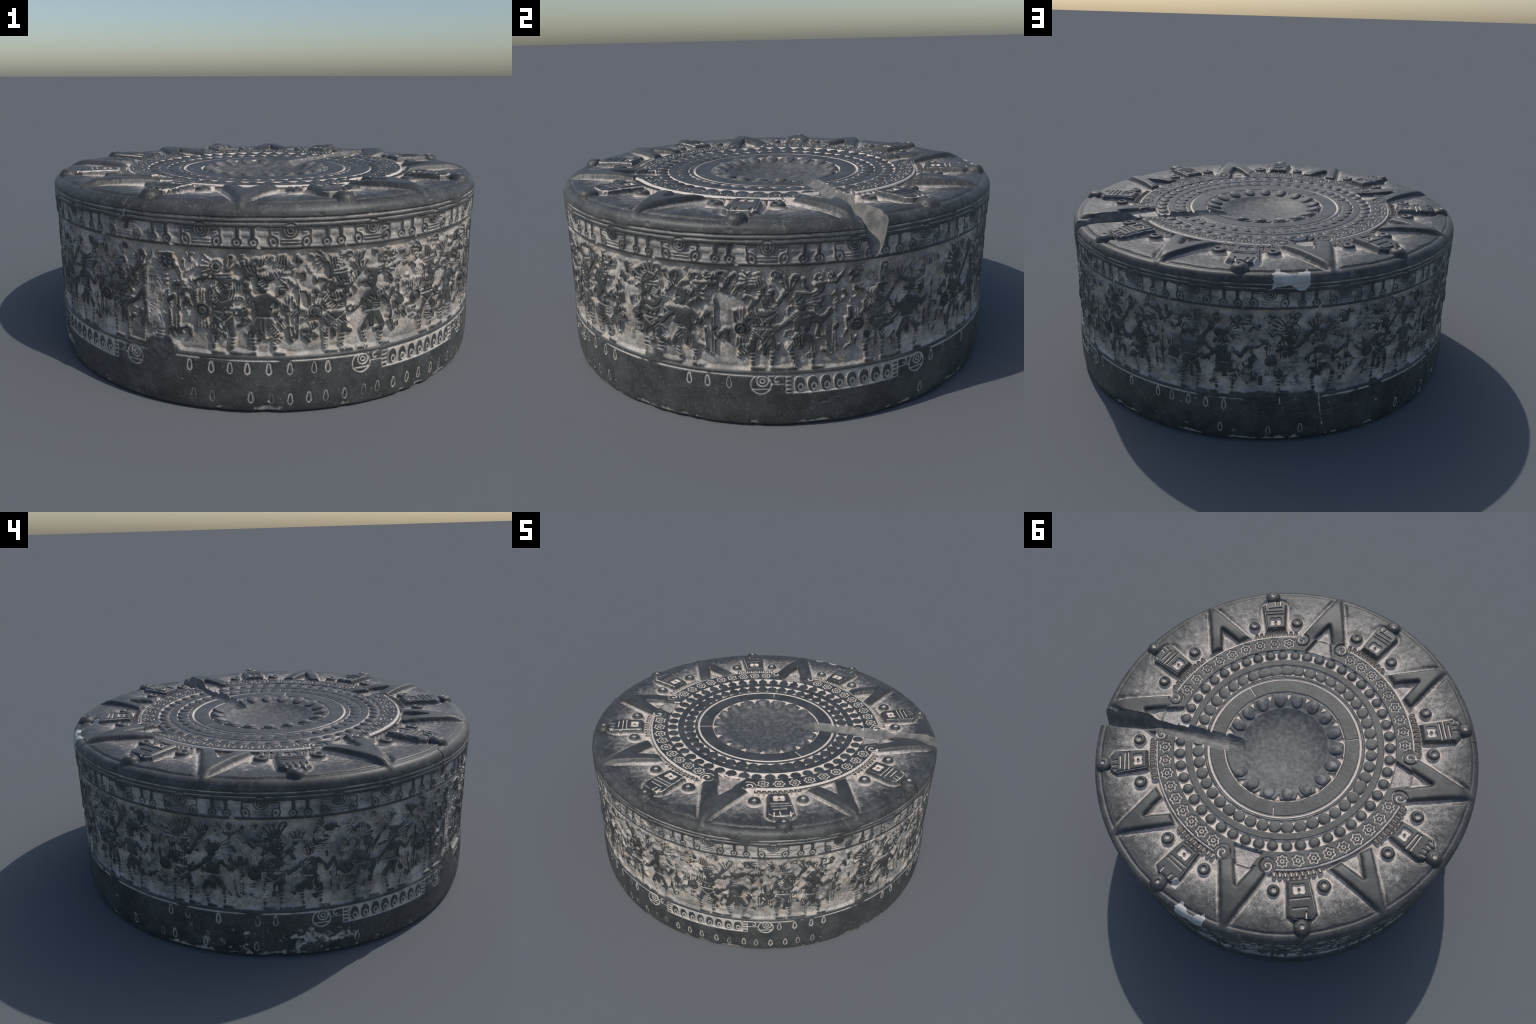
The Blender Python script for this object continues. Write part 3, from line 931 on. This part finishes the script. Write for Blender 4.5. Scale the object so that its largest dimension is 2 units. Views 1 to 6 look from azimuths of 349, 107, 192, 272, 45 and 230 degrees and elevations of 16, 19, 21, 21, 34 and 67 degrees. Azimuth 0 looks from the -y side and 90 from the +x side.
# mortar patch where the rim has broken away, and a chip beside it
a = (np.degrees(theta)[None] - 109.2)
inside = np.maximum(np.abs(a * .0172 - .01 * (Z_ALL - .76) * 8) - .070 + .040 * COARSE_NOISE + .030 * MID_NOISE, np.abs(Z_ALL - .762) - .036 + .024 * np.roll(COARSE_NOISE, 200, 1) + .022 * MID_NOISE)
m = (inside < 0) & (np.arange(NR)[:, None] > N_TOP - 4)
LABEL[m] = L_PATCH
push = .003 * smooth(.0, -.012, inside) * (np.arange(NR)[:, None] > N_TOP - 4)
PX -= push * cos_t
PY -= push * sin_t
a2 = np.maximum(np.abs(R_ALL - .885) - .020 + .008 * MID_NOISE, np.abs(np.radians(np.degrees(theta)[None] - 101.2)) * .9 - .016)
m = (a2 < 0) & (np.arange(NR)[:, None] < N_TOP)
LABEL[m] = L_PATCH

# ------------------------------------------------------------------ mesh assembly
fine = np.stack([PX, PY, ZZ], 2).reshape(-1, 3)
base_i = len(fine)
coarse = np.stack([BX, BY, BZ], 2).reshape(-1, 3)
centre = np.array([[0, 0, BASIN_FLOOR]])
VERT = np.vstack([fine, coarse, centre])
VERT[:, 2] = np.maximum(VERT[:, 2], 0)

r_i, c_i = np.meshgrid(np.arange(NR - 1), np.arange(NT), indexing="ij")
nx = (c_i + 1) % NT
QUAD = np.stack([r_i * NT + c_i, (r_i + 1) * NT + c_i, (r_i + 1) * NT + nx, r_i * NT + nx], 2).reshape(-1, 4)
QLAB = LABEL[:-1].reshape(-1)
nb = len(b_r)
r_i, c_i = np.meshgrid(np.arange(nb - 1), np.arange(NC), indexing="ij")
nx = (c_i + 1) % NC
bq = base_i + np.stack([(r_i + 1) * NC + c_i, r_i * NC + c_i, r_i * NC + nx, (r_i + 1) * NC + nx], 2).reshape(-1, 4)
QUAD = np.vstack([QUAD, bq])
QLAB = np.concatenate([QLAB, np.full(len(bq), L_BASIN)])
# faces with more or fewer corners, all in the basin or the underside
ODD = []
k = np.arange(NC)
for i in range(NC):
    n = (i + 1) % NC
    ODD.append(([base_i + i] + [(i * COARSE + m) % NT for m in range(COARSE + 1)] + [base_i + n], L_BASIN))
    ODD.append(([len(VERT) - 1, base_i + (nb - 1) * NC + i, base_i + (nb - 1) * NC + n], L_BASIN))
ODD.append(([(NR - 1) * NT + i for i in range(NT)][::-1], L_UNDER))

# normals of the whole skin, shared by every piece
NORM = np.zeros_like(VERT)
fn = np.cross(VERT[QUAD[:, 2]] - VERT[QUAD[:, 0]], VERT[QUAD[:, 3]] - VERT[QUAD[:, 1]])
for c in range(4):
    for ax in range(3):
        NORM[:, ax] += np.bincount(QUAD[:, c], fn[:, ax], len(VERT))
NORM[-1] = (0, 0, 1)
NORM /= np.maximum(np.linalg.norm(NORM, axis=1), 1e-12)[:, None]


# ------------------------------------------------------------------ materials
def ramp_points(fn, lo, hi, n):
    return [(lo + (hi - lo) * i / (n - 1), float(fn(lo + (hi - lo) * i / (n - 1)))) for i in range(n)]


class Nodes:
    def __init__(self, name):
        self.mat = bpy.data.materials.new(name)
        self.mat.use_nodes = True
        self.t = self.mat.node_tree
        self.bsdf = self.t.nodes["Principled BSDF"]
        self.co = self.t.nodes.new("ShaderNodeTexCoord").outputs["Object"]

    def link(self, a, b):
        if isinstance(a, (int, float)):
            b.default_value = a
        elif isinstance(a, tuple):
            b.default_value = a if len(b.default_value) == len(a) else (*a, 1)
        else:
            self.t.links.new(a, b)

    def math(self, op, a, b=None, c=None, clamp=False):
        n = self.t.nodes.new("ShaderNodeMath")
        n.operation, n.use_clamp = op, clamp
        for i, v in enumerate((a, b, c)):
            if v is not None:
                self.link(v, n.inputs[i])
        return n.outputs[0]

    def noise(self, scale, detail=4, rough=.55, vec=None, distortion=0.0):
        n = self.t.nodes.new("ShaderNodeTexNoise")
        self.link(vec or self.co, n.inputs["Vector"])
        n.inputs["Scale"].default_value, n.inputs["Detail"].default_value = scale, detail
        n.inputs["Roughness"].default_value, n.inputs["Distortion"].default_value = rough, distortion
        return n.outputs["Fac"]

    def step(self, v, a, b, smooth_=True, lo=0.0, hi=1.0):
        n = self.t.nodes.new("ShaderNodeMapRange")
        n.interpolation_type = "SMOOTHSTEP" if smooth_ else "LINEAR"
        self.link(v, n.inputs["Value"])
        for key, val in (("From Min", a), ("From Max", b), ("To Min", lo), ("To Max", hi)):
            n.inputs[key].default_value = val
        return n.outputs["Result"]

    def mix(self, f, a, b):
        n = self.t.nodes.new("ShaderNodeMix")
        n.data_type = "RGBA"
        self.link(f, n.inputs["Factor"])
        self.link(a, n.inputs["A"] if False else n.inputs[6])
        self.link(b, n.inputs[7])
        return n.outputs[2]

    def curve(self, v, points):
        n = self.t.nodes.new("ShaderNodeFloatCurve")
        c = n.mapping.curves[0]
        n.mapping.use_clip = False
        while len(c.points) > 2:
            c.points.remove(c.points[-1])
        c.points[0].location, c.points[1].location = points[0], points[-1]
        for p in points[1:-1]:
            c.points.new(*p)
        for p in c.points:
            p.handle_type = "VECTOR"
        n.mapping.update()
        self.link(v, n.inputs["Value"])
        return n.outputs[0]

    def xyz(self):
        n = self.t.nodes.new("ShaderNodeSeparateXYZ")
        self.link(self.co, n.inputs[0])
        return n.outputs

    def carved_depth(self, side):
        """How deep the chisel went below the outer envelope of the stone."""
        x, y, z = self.xyz()
        s = self.math("MULTIPLY", self.step(z, .70, .15, False), SHIFT)
        if side:
            x = self.math("SUBTRACT", x, self.math("MULTIPLY_ADD", s, math.cos(SHIFT_DIR), OFF_X))
            y = self.math("SUBTRACT", y, self.math("MULTIPLY_ADD", s, math.sin(SHIFT_DIR), OFF_Y))
        r = self.math("SQRT", self.math("ADD", self.math("MULTIPLY", x, x), self.math("MULTIPLY", y, y)))
        if side:
            pts = ramp_points(r_wall, 0, .78, 60)
            return self.math("SUBTRACT", self.curve(z, pts), r)
        pts = ramp_points(lambda q: z_top(max(q, .31)), .2, .975, 60)
        tilt = self.math("MULTIPLY_ADD", x, TILT * math.cos(TILT_DIR), self.math("MULTIPLY", y, TILT * math.sin(TILT_DIR)))
        return self.math("SUBTRACT", self.math("ADD", self.curve(r, pts), tilt), z)


STONE_DARK, STONE_MID = (.041, .042, .040), (.076, .078, .075)
DUST_TOP = (.74, .66, .585)
DUST, DUST_TAN, DUST_GREY = (.60, .545, .485), (.50, .375, .25), (.24, .245, .24)


def stone(name, side, d0, d1, dust=1.0, pale_=None, gritty=.5, fine=0.0, tan=.35, dark=STONE_DARK, mid=STONE_MID, grey=.4, speck=.5, jitter=.004, bump=.25, patchy=0.0):
    n = Nodes(name)
    mottle = n.noise(9, 5, .6)
    grain = n.noise(150, 3, .7)
    coarse = n.noise(34, 5, .65)
    ground = n.mix(n.step(mottle, .35, .68), dark, mid)
    # scratches and pale pin pricks of wear on the dark stone
    prick = n.math("MULTIPLY", n.step(grain, .50, .70), n.step(coarse, .40, .66))
    ground = n.mix(n.math("MULTIPLY", prick, speck), ground, DUST_GREY)
    pale = n.mix(n.step(n.noise(14, 4, .6), .42, .66, hi=grey * 2), pale_ or DUST, DUST_GREY)
    pale = n.mix(n.step(n.noise(22, 4, .6), .48, .70, hi=tan), pale, DUST_TAN)
    pale = n.mix(n.step(grain, .30, .60, lo=gritty, hi=0), pale, (.16, .16, .15))
    if d0 is None:
        mask = n.step(coarse, .5, .75, hi=dust)
    else:
        d = n.carved_depth(side)
        d = n.math("ADD", d, n.math("MULTIPLY", n.math("SUBTRACT", coarse, .5), jitter * 2))
        if fine:
            d = n.math("ADD", d, n.math("MULTIPLY", n.math("SUBTRACT", grain, .5), fine))
        mask = n.math("MULTIPLY", n.step(d, d0, d1), dust)
    if patchy:
        mask = n.math("MULTIPLY", mask, n.step(n.noise(7.5, 5, .65), .38, .60, lo=1 - patchy, hi=1))
    col = n.mix(mask, ground, pale)
    n.link(col, n.bsdf.inputs["Base Color"])
    n.link(n.step(mask, 0, 1, lo=.50, hi=.62), n.bsdf.inputs["Roughness"])
    n.bsdf.inputs["Specular IOR Level"].default_value = .5
    b = n.t.nodes.new("ShaderNodeBump")
    b.inputs["Strength"].default_value, b.inputs["Distance"].default_value = bump, .002
    n.link(n.math("ADD", grain, n.math("MULTIPLY", coarse, .8)), b.inputs["Height"])
    n.link(b.outputs[0], n.bsdf.inputs["Normal"])
    return n.mat


def plain_stone(name, a, b, tint, tint_amount, scale, bump=.35):
    n = Nodes(name)
    col = n.mix(n.step(n.noise(scale, 6, .65), .36, .66), a, b)
    col = n.mix(n.step(n.noise(scale * .5, 4, .6), .5, .7, hi=tint_amount), col, tint)
    col = n.mix(n.step(n.noise(scale * 4, 3, .65), .50, .68, hi=.7), col, a)
    n.link(col, n.bsdf.inputs["Base Color"])
    n.bsdf.inputs["Roughness"].default_value = .58
    n.bsdf.inputs["Specular IOR Level"].default_value = .5
    bp = n.t.nodes.new("ShaderNodeBump")
    bp.inputs["Strength"].default_value, bp.inputs["Distance"].default_value = bump, .003
    n.link(n.noise(90, 4, .6), bp.inputs["Height"])
    n.link(bp.outputs[0], n.bsdf.inputs["Normal"])
    return n.mat


MATS = {
    "top": stone("worn_dark_stone", False, .0010, .0036, tan=.15, grey=.05, jitter=.0006, pale_=DUST_TOP, gritty=.2),
    "pendant": stone("pendant_stone", False, -.0035, .0008, tan=.15, grey=.05, jitter=.0010, pale_=DUST_TOP, gritty=.25),
    "bead": stone("bead_stone", False, .006, .011, tan=.15, grey=.05, jitter=.0012, pale_=DUST_TOP, gritty=.25),
    "ray": stone("ray_stone", False, .009, .024, tan=.15, grey=.15, jitter=.004, speck=.3, pale_=DUST_TOP, gritty=.4),
    "field": stone("dusty_sunk_stone", False, .0115, .031, tan=.15, grey=.15, jitter=.009, speck=.9, pale_=DUST_TOP, gritty=.5, fine=.013),
    "dust": plain_stone("packed_dust", (.36, .33, .30), (.62, .56, .50), (.42, .34, .27), .4, 60),
    "rim": stone("plain_rim_stone", False, None, None, dust=.15, speck=.5),
    "band": stone("star_band_stone", True, .0010, .0055, dust=.9, tan=.12, grey=.5, jitter=.0016, gritty=.5, patchy=.5),
    "frieze": stone("frieze_stone", True, .0028, .0080, dust=.97, tan=.7, grey=.35, jitter=.0016, speck=.45, gritty=.6, patchy=.5),
    "base": stone("base_stone", True, .0011, .0034, dust=.95, tan=.15, grey=.25, jitter=.0006, speck=.8),
    "basin": plain_stone("basin_stone", (.072, .074, .072), (.14, .144, .141), (.20, .20, .195), .5, 45, .15),
    "tooth": plain_stone("worn_tooth_stone", (.07, .07, .07), (.20, .195, .19), (.34, .32, .30), .5, 30),
    "channel": plain_stone("cut_channel_stone", (.11, .11, .106), (.23, .222, .205), (.30, .255, .20), .45, 18),
    "patch": plain_stone("mortar", (.42, .42, .40), (.56, .54, .50), (.40, .28, .19), .35, 20),
}

# ------------------------------------------------------------------ objects
root = bpy.data.objects.new("carved_stone_drum", None)
root["label"] = "round dark stone drum carved with sun disc and warrior frieze"
root["category"] = "stone monument"
bpy.context.scene.collection.objects.link(root)

order = np.argsort(QLAB, kind="stable")
sorted_lab = QLAB[order]
starts = np.searchsorted(sorted_lab, np.arange(len(PARTS) + 1))
odd_by_label = {}
for corners, lab in ODD:
    odd_by_label.setdefault(lab, []).append(corners)
made = {}
for lab, spec in enumerate(PARTS):
    quads = QUAD[order[starts[lab]:starts[lab + 1]]]
    odd = odd_by_label.get(lab, [])
    if len(quads) + len(odd) < 6:
        continue
    loops = np.concatenate([quads.ravel()] + [np.array(c) for c in odd]).astype(np.int64)
    sizes = np.concatenate([np.full(len(quads), 4)] + ([np.array([len(c) for c in odd])] if odd else [])).astype(np.int32)
    used, local = np.unique(loops, return_inverse=True)
    me = bpy.data.meshes.new(spec["name"])
    me.vertices.add(len(used))
    me.vertices.foreach_set("co", VERT[used].astype(np.float32).ravel())
    me.loops.add(len(loops))
    me.loops.foreach_set("vertex_index", local.astype(np.int32).ravel())
    me.polygons.add(len(sizes))
    me.polygons.foreach_set("loop_start", np.concatenate([[0], np.cumsum(sizes)[:-1]]).astype(np.int32))
    me.polygons.foreach_set("use_smooth", np.ones(len(sizes), bool))
    me.materials.append(MATS[spec["mat"]])
    me.update(calc_edges=True)
    if spec["name"] != "underside":
        me.normals_split_custom_set_from_vertices(NORM[used].astype(np.float32))
    ob = bpy.data.objects.new(spec["name"], me)
    bpy.context.scene.collection.objects.link(ob)
    made[lab] = ob
    if spec["name"] == "ornament":
        ob["kind"] = "stuff"
    ob.parent = made.get(spec["parent"], root) if spec["parent"] is not None else root
